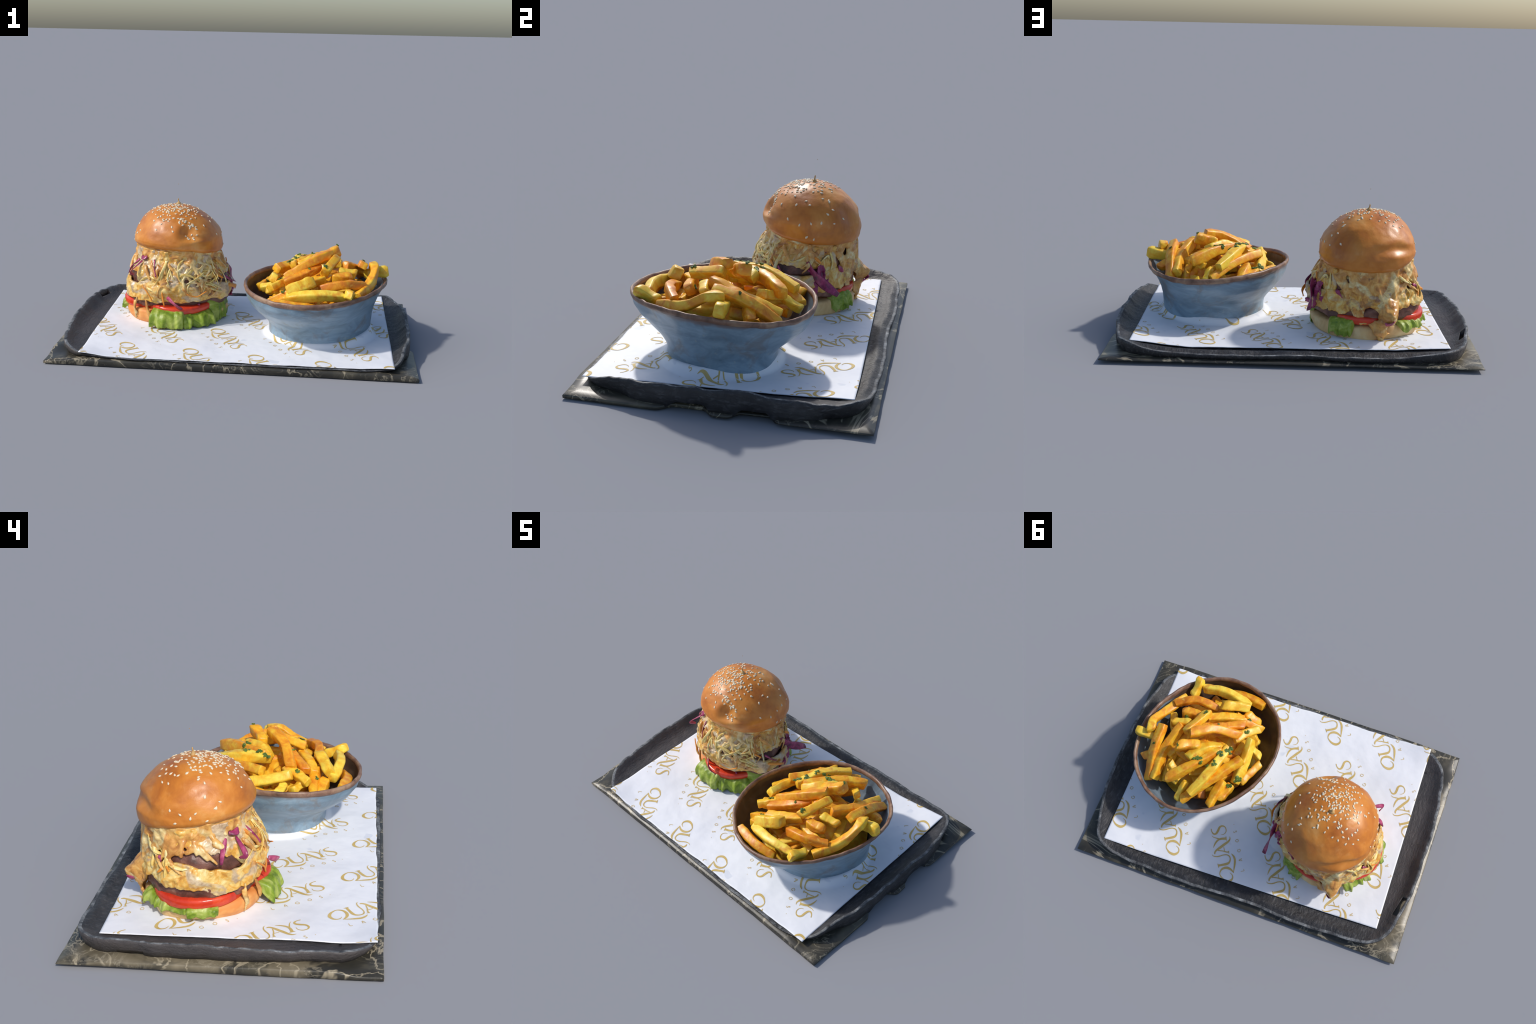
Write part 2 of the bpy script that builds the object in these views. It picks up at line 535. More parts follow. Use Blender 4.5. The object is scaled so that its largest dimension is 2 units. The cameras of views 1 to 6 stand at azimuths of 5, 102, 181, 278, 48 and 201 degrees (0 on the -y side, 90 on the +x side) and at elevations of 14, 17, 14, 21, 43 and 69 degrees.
# ------------------------------------------------------------------- paper
PC = [(-0.812, -0.652), (0.872, -0.638), (0.850, 0.577), (-0.841, 0.529)]   # -x-y, +x-y, +x+y, -x+y
BOWL_C = (0.462, -0.100)
BURGER_C = (-0.41, 0.16)


def paper_z(x, y):
    z = lie_of_sheet(x, y)
    e = math.hypot((x - BOWL_C[0]) / 0.296, (y - BOWL_C[1]) / 0.268)
    east = sm(-0.2, 0.8, math.cos(math.atan2(y - BOWL_C[1], x - BOWL_C[0]) - rad(30)))
    z += (0.022 + 0.024 * east) * sm(1.13, 0.985, e) * sm(0.80, 0.93, e)
    b = math.hypot(x - BURGER_C[0], y - BURGER_C[1])
    z += 0.008 * sm(0.36, 0.27, b)
    z += 0.006 * fbm(x, y, 0, 4.0, 7.0) + 0.002 * fbm(x, y, 0, 14, 3.0)
    return z


def paper_point(u, v):
    a, b, c, d = [np.array(p) for p in PC]
    p = (1 - v) * ((1 - u) * a + u * b) + v * ((1 - u) * d + u * c)
    # uneven torn front edge
    w = 0.010 * fbm(p[0], 0, 0, 6, 21.0) * sm(0.12, 0.0, v)
    return p[0], p[1] + w


def paper():
    root = empty("paper_sheet", (0, 0, 0.05), "white waxed paper sheet printed with gold lettering", "paper")
    nu, nv = 190, 140
    V = [(*paper_point(i / nu, j / nv), 0) for j in range(nv + 1) for i in range(nu + 1)]
    V = [(x, y, paper_z(x, y)) for x, y, _ in V]
    F = [(j * (nu + 1) + i, j * (nu + 1) + i + 1, (j + 1) * (nu + 1) + i + 1, (j + 1) * (nu + 1) + i) for j in range(nv) for i in range(nu)]
    ob = mesh_object("sheet", V, F, M["paper"])
    so = ob.modifiers.new("thickness", "SOLIDIFY")
    so.thickness = 0.003
    so.offset = -1
    apply_modifiers(ob)
    keep_world(ob, root)
    return root


# the printed mark: calligraphic strokes in mm, (along the line, up, pen width)
STROKES = [
    [(9, -20, 2), (-6, -31, 5), (-23, -32, 7), (-37, -21, 12), (-41, 1, 16), (-26, 23, 12), (-5, 35, 7), (13, 39, 5), (33, 29, 9), (42, 12, 13), (41, -9, 15), (29, -27, 12), (11, -39, 7), (3, -42, 4)],
    [(4, -41, 2), (29, -49, 7), (55, -57, 11), (80, -62, 12), (102, -59, 10), (122, -48, 3)],
    [(64, 40, 13), (64, 16, 13), (65, -11, 15), (72, -27, 11), (90, -36, 7), (108, -34, 7), (120, -20, 6), (123, 1, 6), (120, 26, 7), (121, 44, 6), (128, 60, 4), (139, 66, 1)],
    [(76, 41, 4), (62, 40, 5), (50, 39, 3)],
    [(137, 49, 6), (148, 47, 9), (160, 35, 11), (172, 11, 15), (187, -17, 15), (199, -41, 12), (213, -54, 7), (229, -56, 2)],
    [(156, 28, 5), (149, 2, 6), (139, -18, 7), (135, -32, 8)], [(142, -35, 5), (125, -34, 3)], [(170, -10, 4), (145, -11, 4)],
    [(177, 51, 2), (194, 42, 7), (212, 27, 10), (222, 12, 11), (224, -8, 13), (220, -33, 15)], [(234, -34, 4), (206, -33, 3)],
    [(254, 49, 2), (242, 39, 4), (231, 18, 6), (226, 6, 5)],
    [(298, 46, 5), (280, 45, 5), (263, 36, 9), (263, 21, 12), (279, 7, 13), (298, -6, 12), (303, -23, 10), (292, -38, 6), (269, -41, 5), (253, -30, 4), (249, -14, 3), (252, -5, 1)],
    # small spaced line below
    [(5, -85, 3), (5, -104, 3), (16, -104, 3)],
    [(66, -105, 2), (73, -86, 4), (81, -105, 3)], [(70, -99, 2), (78, -99, 2)],
    [(140, -89, 3), (132, -86, 3), (123, -95, 3), (132, -105, 3), (140, -101, 3), (140, -96, 3), (135, -96, 2)],
    [(195, -84, 3), (186, -94, 3), (195, -104, 3), (204, -94, 3), (195, -84, 3)],
    [(258, -85, 2), (250, -84, 3), (249, -90, 3), (257, -96, 3), (256, -102, 3), (248, -101, 2)],
    [(298, -93, 3), (302, -93, 3)],
]
LINE = Vector((0.512, -0.859))
UP = Vector((0.859, 0.512))


def lettering(root):
    V, F = [], []
    row, col, first = Vector((0.361, -0.043)), Vector((0.104, 0.349)), Vector((-0.017, 0.178))
    for i in range(-5, 5):
        for j in range(-4, 5):
            o = first + row * i + col * j
            if abs(o.x) > 1.3 or abs(o.y) > 1.1:
                continue
            for st in STROKES:
                n = max(6, int(6 * len(st)))
                P = catmull(st, n)
                pts = [o + LINE * (p[0] / 1000) + UP * (p[1] / 1000) for p in P]
                b = len(V)
                for k in range(n):
                    t = (pts[min(k + 1, n - 1)] - pts[max(k - 1, 0)])
                    t = t.normalized() if t.length > 1e-9 else Vector((1, 0))
                    w = max(0.0006, P[k][2] / 2000)
                    q = Vector((-t.y, t.x)) * w
                    V += [pts[k] + q, pts[k], pts[k] - q]
                for k in range(n - 1):
                    for c in (0, 1):
                        F.append((b + 3 * k + c, b + 3 * k + 3 + c, b + 3 * k + 4 + c, b + 3 * k + 1 + c))
    me = bpy.data.meshes.new("lettering")
    bm = bmesh.new()
    vs = [bm.verts.new((p.x, p.y, 0)) for p in V]
    for f in F:
        bm.faces.new([vs[i] for i in f])
    # trim to the sheet
    for k in range(4):
        a, b = Vector(PC[k]), Vector(PC[(k + 1) % 4])
        d = (b - a).normalized()
        nrm = Vector((d.y, -d.x, 0))
        bmesh.ops.bisect_plane(bm, geom=bm.verts[:] + bm.edges[:] + bm.faces[:], plane_co=(a.x, a.y, 0), plane_no=nrm, clear_outer=True)
    for v in bm.verts:
        v.co.z = paper_z(v.co.x, v.co.y) + 0.0011
    for f in bm.faces:
        f.normal_update()
        if f.normal.z < 0:
            f.normal_flip()
    bm.to_mesh(me)
    bm.free()
    me.materials.append(M["ink"])
    ob = link(bpy.data.objects.new("lettering", me))
    ob["kind"] = "stuff"
    keep_world(ob, root)


# -------------------------------------------------------------------- bowl
RIM_R = [0.4224, 0, 0, -0.0228, 0.0270, -0.0014, -0.0003, 0.0013, 0.0008]
RIM_Z = [0.3652, 0.0039, 0.0049, 0.0103, -0.0080, 0.0021, -0.0008, 0.0010, 0.0017]


def fourier(c, a):
    v = c[0]
    for k in range(1, 5):
        v += c[2 * k - 1] * math.cos(k * a) + c[2 * k] * math.sin(k * a)
    return v


def rim_point(a):
    r, z = fourier(RIM_R, a), fourier(RIM_Z, a)
    r += 0.004 * fbm(math.cos(a), math.sin(a), 0, 4, 2.0)
    z += 0.005 * fbm(math.cos(a), math.sin(a), 3, 5, 6.0)
    return Vector((0.4366 + r * math.cos(a), -0.110 + r * math.sin(a), z))


def foot_point(a):
    r = 1 / math.hypot(math.cos(a) / 0.292, math.sin(a) / 0.262)
    r *= 1 + 0.045 * math.cos(2 * (a - rad(55))) + 0.04 * math.exp(-((deg(a) - 38) / 34) ** 2)
    return Vector((BOWL_C[0] + r * math.cos(a), BOWL_C[1] + r * math.sin(a), 0.062))


def wall_point(a, t, thick=0.0):
    p, q = foot_point(a), rim_point(a)
    east = sm(0.2, 0.9, math.cos(a))
    f = lerp_table([0, .18, .27, .36, .5, .65, .8, 1], [0, .0, .05, .19, .485, .755, .92, 1], t)
    g = lerp_table([0, .13, .25, .4, .55, .7, .85, 1], [0, .02, .05, .10, .22, .43, .70, 1], t)
    f = f + (g - f) * east
    x, y = p.x + (q.x - p.x) * f, p.y + (q.y - p.y) * f
    z = p.z + (q.z - p.z) * t
    d = Vector((x - 0.44, y + 0.11))
    n = d.normalized()
    w = 0.004 * fbm(x, y, z, 7, 4.0) * sm(0, .2, t)
    return Vector((x + n.x * (w - thick), y + n.y * (w - thick), z))


def bowl():
    root = empty("ceramic_bowl", (BOWL_C[0], BOWL_C[1], 0.06), "blue grey stoneware bowl with brown wavy rim", "bowl")
    n, m = 160, 44
    V = [wall_point(i / n * TAU, j / m) for j in range(m + 1) for i in range(n)]
    F = [(j * n + i, j * n + (i + 1) % n, (j + 1) * n + (i + 1) % n, (j + 1) * n + i) for j in range(m) for i in range(n)]
    F.append(tuple(range(n))[::-1])
    keep_world(mesh_object("bowl_wall", V, F, M["glaze"]), root)
    V = [wall_point(i / n * TAU, 0.14 + 0.86 * j / m, 0.013 + 0.006 * (1 - j / m)) for j in range(m + 1) for i in range(n)]
    F = [(j * n + i, (j + 1) * n + i, (j + 1) * n + (i + 1) % n, j * n + (i + 1) % n) for j in range(m) for i in range(n)]
    F.append(tuple(range(n)))
    keep_world(mesh_object("bowl_lining", V, F, M["inner"]), root)
    # lip: a swept rounded section sitting over both wall edges
    k = 10
    V, F = [], []
    n = 240
    for i in range(n):
        a = i / n * TAU
        top, low = wall_point(a, 1.0), wall_point(a, 0.93)
        d = Vector((top.x - 0.44, top.y + 0.11, 0)).normalized()
        up = (top - low).normalized()
        up = Vector((up.x * 0.5, up.y * 0.5, up.z)).normalized()
        c = top - d * 0.0065 - up * 0.008
        g = 1 + 0.18 * noise.noise((math.cos(a) * 9, math.sin(a) * 9, 0))
        for j in range(k):
            b = j / k * TAU
            V.append(c + d * (0.0105 * math.cos(b) * g) + up * (0.0165 * math.sin(b) * g))
    for i in range(n):
        for j in range(k):
            F.append((i * k + j, i * k + (j + 1) % k, (i + 1) % n * k + (j + 1) % k, (i + 1) % n * k + j))
    keep_world(mesh_object("rim", V, F, M["rim"]), root)
    return root


# ------------------------------------------------------------------- fries
FRIES = [  # path through the middle of each visible fry, then its width
    ([(.619, -.472, .402), (.632, -.365, .360)], .044), ([(.590, -.425, .376), (.45, -.43, .380), (.290, -.415, .350)], .048),
    ([(.215, -.462, .322), (.36, -.470, .318), (.490, -.462, .298)], .046), ([(.430, -.338, .432), (.285, -.395, .385)], .054),
    ([(.700, -.265, .400), (.59, -.320, .415), (.46, -.330, .385)], .046), ([(.670, -.345, .358), (.735, -.200, .395), (.762, -.10, .455), (.752, -.035, .462)], .046),
    ([(.845, -.025, .428), (.720, -.030, .405)], .050), ([(.700, -.090, .470), (.712, .06, .430), (.684, .215, .335)], .044),
    ([(.595, -.125, .470), (.660, .04, .420), (.648, .205, .365)], .048), ([(.632, -.215, .428), (.530, -.235, .425)], .050),
    ([(.484, -.255, .460), (.548, -.080, .505)], .046), ([(.480, -.235, .420), (.290, -.315, .375)], .046),
    ([(.340, -.325, .375), (.180, -.325, .290)], .046), ([(.455, -.140, .468), (.265, -.275, .400)], .044),
    ([(.515, -.072, .532), (.400, -.145, .495), (.272, -.200, .412)], .050), ([(.560, .022, .528), (.450, -.035, .490)], .054),
    ([(.485, .052, .470), (.415, -.035, .475), (.335, -.082, .445)], .052), ([(.185, -.292, .368), (.240, -.235, .385), (.290, -.170, .400)], .046),
    ([(.198, -.205, .405), (.202, .065, .345)], .048), ([(.562, .197, .435), (.440, .065, .465), (.325, -.065, .455)], .050),
    ([(.412, .232, .410), (.355, .07, .450), (.300, -.092, .455)], .050), ([(.450, .265, .355), (.330, .11, .410), (.205, -.058, .422)], .048),
    ([(.292, .245, .345), (.262, .085, .385)], .044), ([(.255, .195, .340), (.215, .085, .355)], .044),
    ([(.200, -.165, .350), (.125, -.140, .322)], .046), ([(.112, -.105, .318), (.175, .045, .330)], .046),
    ([(.478, .270, .335), (.462, .165, .385)], .036), ([(.300, -.375, .335), (.205, -.365, .295)], .044),
    ([(.760, .095, .365), (.665, .065, .405)], .044), ([(.165, -.21, .33), (.22, -.26, .35)], .040),
    ([(.56, -.16, .44), (.66, -.14, .43)], .046), ([(.58, .10, .43), (.50, .17, .40)], .044),
]


def fry_mesh(path, width, rnd, rough=1.0):
    n, k = 22, 16
    P = [Vector(p) for p in catmull(path, n)]
    mid = sum(P, Vector()) / n
    # gentle natural bow
    span = P[-1] - P[0]
    side = span.cross(Vector((0, 0, 1))).normalized() if span.length else Vector((1, 0, 0))
    bow = rnd.uniform(-0.05, 0.05) * span.length
    for i, p in enumerate(P):
        p += side * bow * math.sin(math.pi * i / (n - 1))
    roll = rnd.uniform(-0.5, 0.5)
    aspect = rnd.uniform(0.86, 1.14)
    cut0, cut1 = rnd.uniform(-0.5, 0.5), rnd.uniform(-0.5, 0.5)
    seed = rnd.uniform(0, 50)
    twist = rnd.uniform(-0.5, 0.5)
    V, F = [], []
    for i in range(n):
        t = (P[min(i + 1, n - 1)] - P[max(i - 1, 0)]).normalized()
        sx = t.cross(Vector((0, 0, 1)))
        sx = sx.normalized() if sx.length > 1e-4 else Vector((1, 0, 0))
        sy = sx.cross(t)
        f = i / (n - 1)
        taper = (0.90 + 0.1 * sm(0, 0.10, f)) * (0.88 + 0.12 * sm(1, 0.90, f)) * (1 + 0.22 * noise.noise((f * 2.4, seed, 0)))
        for j in range(k):
            # rounded square: four corners of four points
            quarter, step = divmod(j, 4)
            b = (quarter + step / 3) * math.pi / 2
            q = (quarter + 0.5) * math.pi / 2
            c, d = math.cos(q) * 1.4142 * 0.60 + 0.40 * math.cos(b), math.sin(q) * 1.4142 * 0.60 + 0.40 * math.sin(b)
            cx, cy = c * width * 0.5 * taper * aspect, d * width * 0.5 * taper / aspect
            tw = roll + twist * f
            x, y = cx * math.cos(tw) - cy * math.sin(tw), cx * math.sin(tw) + cy * math.cos(tw)
            shear = cut0 * cx * sm(0.35, 0, f) + cut1 * cx * sm(0.65, 1, f)
            p = P[i] + sx * x + sy * y + t * shear
            p += (sx * x + sy * y).normalized() * (0.0075 * rough * fbm(p.x, p.y, p.z, 22, seed))
            V.append(p - mid)
    for i in range(n - 1):
        for j in range(k):
            F.append((i * k + j, i * k + (j + 1) % k, (i + 1) * k + (j + 1) % k, (i + 1) * k + j))
    for e, s in ((0, 1), (n - 1, -1)):
        t = (P[1] - P[0]).normalized() if e == 0 else (P[-2] - P[-1]).normalized()
        c = sum((V[e * k + j] for j in range(k)), Vector()) / k
        ring = []
        for j in range(k):
            V.append(c + (V[e * k + j] - c) * 0.86 - t * 0.0028)
            ring.append(len(V) - 1)
        V.append(c - t * 0.0032)
        for j in range(k):
            F.append((e * k + j, e * k + (j + 1) % k, ring[(j + 1) % k], ring[j]))
            F.append((ring[j], ring[(j + 1) % k], len(V) - 1))
    return V, F, mid


def mound(x, y):
    r = math.hypot((x - 0.47) / 1.05, (y + 0.10) / 1.1)
    return 0.46 - 0.115 * (r / 0.30) ** 1.6 - 0.03 * sm(0.32, 0.15, x) + 0.038 * sm(0.42, 0.66, x) * sm(0.34, 0.20, r)


def fries():
    root = empty("portion_of_fries", (0.45, -0.11, 0.30), "heap of golden french fries with herbs", "fries")
    rnd = random.Random(5)
    obs = []
    items = [([(x, y, z - 0.002) for x, y, z in p], w * 1.04) for p, w in FRIES]
    # half-buried fries that fill the heap
    for _ in range(60):
        a, q = rnd.uniform(0, TAU), math.sqrt(rnd.random()) * 0.29
        x, y = 0.455 + q * math.cos(a), -0.105 + q * math.sin(a) * 1.1
        L, h = rnd.uniform(0.07, 0.13), rnd.uniform(0, TAU)
        z = mound(x, y) - rnd.uniform(0.055, 0.12)
        ends = []
        for s in (-1, 1):
            ex, ey = x + s * L * math.cos(h), y + s * L * math.sin(h)
            ends.append((ex, ey, min(z + 0.02, mound(ex, ey) - 0.06) + rnd.uniform(-0.01, 0.01)))
        ok = True
        for ex, ey, ez in ends:
            ang = math.atan2(ey + 0.11, ex - 0.44)
            lim = fourier(RIM_R, ang) - 0.105 - 0.045 * sm(0.2, 0.9, math.cos(ang - rad(200)))
            if math.hypot(ex - 0.44, ey + 0.11) > lim:
                ok = False
        if ok:
            items.append((ends, rnd.uniform(0.042, 0.05)))
    for path, w in items:
        V, F, mid = fry_mesh(path, w, rnd)
        ob = mesh_object("french_fry", [v + mid for v in V], F, M["fry"], None, True, mid)
        for poly in ob.data.polygons:
            poly.use_smooth = True
        ob.data.set_sharp_from_angle(angle=rad(40))
        keep_world(ob, root)
        obs.append(ob)
    # the packed bottom of the heap
    n, m = 96, 26
    V, F = [], []
    for j in range(m + 1):
        for i in range(n):
            a = i / n * TAU
            e = wall_point(a, 0.42, 0.026)
            f = j / m
            x, y = 0.4366 + (e.x - 0.4366) * f, -0.11 + (e.y + 0.11) * f
            z = mound(x, y) - 0.060 - 0.085 * f * f + 0.016 * fbm(x, y, 0, 12, 3.0)
            z += (e.z - z) * sm(0.82, 1, f)
            V.append((x, y, z))
    for j in range(m):
        for i in range(n):
            F.append((j * n + i, j * n + (i + 1) % n, (j + 1) * n + (i + 1) % n, (j + 1) * n + i))
    keep_world(mesh_object("fries_underneath", V, F, M["fry"], None, True), root)["kind"] = "stuff"
    # herbs lie on top: drop them from above
    bpy.context.view_layer.update()
    VV, FF = [], []
    for ob in obs:
        o = len(VV)
        VV += [ob.matrix_world @ v.co for v in ob.data.vertices]
        FF += [tuple(o + i for i in p.vertices) for p in ob.data.polygons]
    tree = BVHTree.FromPolygons(VV, FF)
    V, F = [], []
    for x, y, s in [(.420, .03, .020), (.437, .05, .022), (.398, .055, .018), (.375, .085, .022), (.360, .07, .016), (.330, .035, .018), (.318, -.03, .02),
                    (.285, -.075, .022), (.27, -.06, .016), (.45, .155, .014), (.185, .035, .020), (.20, .055, .016), (.60, -.20, .012), (.49, -.24, .014), (.55, .03, .011),
                    (.26, -.33, .012), (.30, -.11, .016), (.15, -.05, .014), (.22, .10, .016), (.705, .03, .010), (.66, -.05, .010), (.40, -.20, .010), (.24, -.24, .016)]:
        hit, nrm, _, _ = tree.ray_cast(Vector((x, y, 1)), Vector((0, 0, -1)))
        if hit is None:
            continue
        t1 = nrm.orthogonal().normalized()
        t2 = nrm.cross(t1)
        for leaflet in range(4):
            a0 = rnd.uniform(0, TAU)
            c = hit + t1 * (s * 0.6 * math.cos(a0)) + t2 * (s * 0.6 * math.sin(a0)) + nrm * 0.003
            b = len(V)
            V.append(c + nrm * 0.004)
            k = 9
            for i in range(k):
                a = i / k * TAU
                r = s * rnd.uniform(0.35, 0.75)
                V.append(c + t1 * (r * math.cos(a)) + t2 * (r * math.sin(a)) + nrm * rnd.uniform(-0.004, 0.004))
            V.append(c - nrm * 0.004)
            for i in range(k):
                F.append((b, b + 1 + i, b + 1 + (i + 1) % k))
                F.append((b + k + 1, b + 1 + (i + 1) % k, b + 1 + i))
    herb = mesh_object("chopped_herbs", V, F, M["herb"], None, False)
    herb["kind"] = "stuff"
    keep_world(herb, root)


# ------------------------------------------------------------------ burger
ZL = [.07, .10, .15, .20, .25, .30, .36, .40, .44, .48, .52]
BODY = {0: [.285, .292, .298, .303, .308, .306, .286, .264, .247, .240], 40: [.255, .257, .257, .252, .248, .245, .242, .237, .237, .240],
        65: [.245, .247, .242, .226, .220, .218, .222, .227, .232, .240], 90: [.250, .250, .242, .228, .228, .232, .236, .236, .237, .240],
        110: [.255, .257, .255, .255, .258, .252, .244, .240, .237, .240], 140: [.265, .270, .268, .266, .268, .262, .246, .238, .237, .240],
        155: [.283, .292, .293, .288, .288, .280, .262, .250, .239, .240], 180: [.288, .300, .304, .300, .296, .286, .275, .257, .239, .237],
        200: [.292, .308, .312, .308, .298, .290, .280, .262, .241, .236], 225: [.295, .308, .310, .302, .296, .295, .285, .266, .242, .234],
        245: [.290, .300, .300, .292, .292, .294, .282, .262, .239, .232], 270: [.262, .272, .276, .278, .288, .294, .280, .260, .237, .230],
        315: [.265, .275, .280, .285, .292, .292, .278, .260, .242, .236], 338: [.288, .300, .310, .318, .322, .322, .300, .274, .248, .240]}
BODY_F = [periodic({a: (v + [0.236])[i] for a, v in BODY.items()}) for i in range(len(ZL))]


def body_r(a, z):
    return float(np.interp(z, ZL, [f(a) for f in BODY_F]))


def at(a, r, z):
    return Vector((BURGER_C[0] + r * math.cos(rad(a)), BURGER_C[1] + r * math.sin(rad(a)), z))


# how far the underside of the top bun lifts, by azimuth
bun_bottom = periodic({-170: .056, -143: .066, -108: .066, -64: .054, -38: .034, -10: .020, 16: .010, 57: .006, 91: .002, 125: .010, 155: .036})


def band(name, zlo, zhi, dr, mat, root, lump=0.006, ls=14, bulge=0.0, seed=1.0, n=150, m=22):
    """a closed filled layer of the stack with rounded edges"""
    V, F = [], []
    for j in range(m + 1):
        t = j / m
        for i in range(n):
            a = i / n * 360
            lo, hi = zlo(a), zhi(a)
            e = math.sin(math.pi * min(1, max(0, t)))
            edge = (1 - (2 * t - 1) ** 6)
            z = lo + (hi - lo) * t
            r = body_r(a, z) + dr + bulge * e - (1 - edge ** 0.5) * 0.035
            p = at(a, r, z)
            r += lump * fbm(p.x, p.y, p.z, ls, seed)
            p = at(a, r, z + 0.3 * lump * fbm(p.x, p.y, p.z, ls, seed + 9))
            V.append(p)
    for j in range(m):
        for i in range(n):
            F.append((j * n + i, j * n + (i + 1) % n, (j + 1) * n + (i + 1) % n, (j + 1) * n + i))
    F.append(tuple(range(n))[::-1])
    F.append(tuple(m * n + i for i in range(n)))
    return keep_world(mesh_object(name, V, F, mat), root)


def shell(name, mask, dr, mat, root, z0=0.06, z1=0.50, thick=0.014, lump=0.006, ls=16, seed=2.0, n=420, m=130):
    """a melted or poured coat over the stack; exists where mask(az, z) > 0"""
    bm = bmesh.new()
    grid = {}

    def vert(i, j):
        key = (i % n, j)
        if key not in grid:
            a, z = (i % n) / n * 360, z0 + (z1 - z0) * j / m
            r = body_r(a, z) + dr(a, z)
            p = at(a, r, z)
            w = lump * fbm(p.x, p.y, p.z, ls, seed, 4)
            grid[key] = bm.verts.new(at(a, r + w, z))
        return grid[key]

    for j in range(m):
        for i in range(n):
            a, z = (i + 0.5) / n * 360, z0 + (z1 - z0) * (j + 0.5) / m
            p = at(a, 0.3, z)
            if mask((a + 180) % 360 - 180, z, p) > 0:
                bm.faces.new((vert(i, j), vert(i + 1, j), vert(i + 1, j + 1), vert(i, j + 1)))
    for _ in range(6):
        bverts = [v for v in bm.verts if v.is_boundary]
        new = {}
        for v in bverts:
            nb = [e.other_vert(v) for e in v.link_edges if e.is_boundary]
            new[v] = v.co * 0.4 + sum((q.co for q in nb), Vector()) / len(nb) * 0.6
        for v, c in new.items():
            v.co = c
    # pull the edges in so the coat thins out
    for v in bm.verts:
        if v.is_boundary:
            d = Vector((BURGER_C[0], BURGER_C[1], v.co.z)) - v.co
            v.co += d.normalized() * 0.010
    me = bpy.data.meshes.new(name)
    bm.to_mesh(me)
    bm.free()
    me.materials.append(mat)
    ob = link(bpy.data.objects.new(name, me))
    so = ob.modifiers.new("thickness", "SOLIDIFY")
    so.thickness = thick
    so.offset = -1
    apply_modifiers(ob)
    return keep_world(ob, root)


def strip(name, pts, width, mat, root, thick=0.005, curl=0.3, rnd=None, fold=0.0):
    """a shred: pts are (azimuth, extra radius over the stack or absolute r if > .2, z)"""
    W = []
    for a, r, z in pts:
        W.append(at(a, r if r > 0.15 else body_r(a, z) + r, z))
    n = 12
    P = [Vector(p) for p in catmull(W, n)]
    V, F = [], []
    k = 8
    for i, p in enumerate(P):
        t = (P[min(i + 1, n - 1)] - P[max(i - 1, 0)]).normalized()
        out = Vector((p.x - BURGER_C[0], p.y - BURGER_C[1], 0.02)).normalized()
        sx = t.cross(out).normalized()
        sy = sx.cross(t)
        tw = curl * math.sin(i / (n - 1) * 3.0 + len(pts))
        sx, sy = sx * math.cos(tw) + sy * math.sin(tw), sy * math.cos(tw) - sx * math.sin(tw)
        f = i / (n - 1)
        w = width * (0.35 + 0.65 * math.sin(math.pi * min(1, max(0, 0.12 + 0.8 * f))))
        for j in range(k):
            b = j / k * TAU
            V.append(p + sx * (w * 0.5 * math.cos(b)) + sy * (thick * 0.5 * math.sin(b) + fold * math.cos(b) ** 2))
    for i in range(n - 1):
        for j in range(k):
            F.append((i * k + j, i * k + (j + 1) % k, (i + 1) * k + (j + 1) % k, (i + 1) * k + j))
    F.append(tuple(range(k))[::-1])
    F.append(tuple((n - 1) * k + j for j in range(k)))
    return keep_world(mesh_object(name, V, F, mat), root)


def fuse(parts, name, root, voxel, smooth):
    """melt several pieces into one continuous skin"""
    bm = bmesh.new()
    for ob in parts:
        bm.from_mesh(ob.data)
    me = bpy.data.meshes.new(name)
    bm.to_mesh(me)
    bm.free()
    mat = parts[0].data.materials[0]
    for ob in parts:
        bpy.data.objects.remove(ob)
    me.materials.append(mat)
    ob = link(bpy.data.objects.new(name, me))
    rm = ob.modifiers.new("melt", "REMESH")
    rm.mode = "VOXEL"
    rm.voxel_size = voxel
    sm_ = ob.modifiers.new("soften", "SMOOTH")
    sm_.iterations = smooth
    sm_.factor = 0.5
    apply_modifiers(ob)
    if not ob.data.materials:
        ob.data.materials.append(mat)
    return keep_world(ob, root)


def slaw_strands(root, count, seed, mat, w0, w1, thick):
    """curved shreds tangled over the front and a little at the back"""
    rnd = random.Random(seed)
    out = []
    for i in range(count):
        q = i / count
        back = q >= 0.84
        a = rnd.uniform(134, 168) if back else (rnd.triangular(-125, -8, -52) if q < 0.74 else rnd.uniform(-8, 40))
        z = rnd.uniform(.32, .41) if back else rnd.uniform(.265, .41)
        L, h = rnd.uniform(.035, .095), rnd.uniform(0.15, math.pi - 0.15)
        bend = rnd.uniform(-.045, .045)
        pts = []
        for t in (-1, -0.4, 0.3, 1):
            arch = 1 - t * t
            zz = min(.455, max(.225, z + t * L * math.sin(h) + bend * arch * math.cos(h)))
            aa = a + deg((t * L * math.cos(h) + bend * arch * math.sin(h)) / 0.31)
            pts.append((aa, rnd.uniform(-.002, .014) + 0.012 * arch, zz))
        out.append(strip("cabbage_shred", pts, rnd.uniform(w0, w1), mat, root, thick, 1.0))
    return out


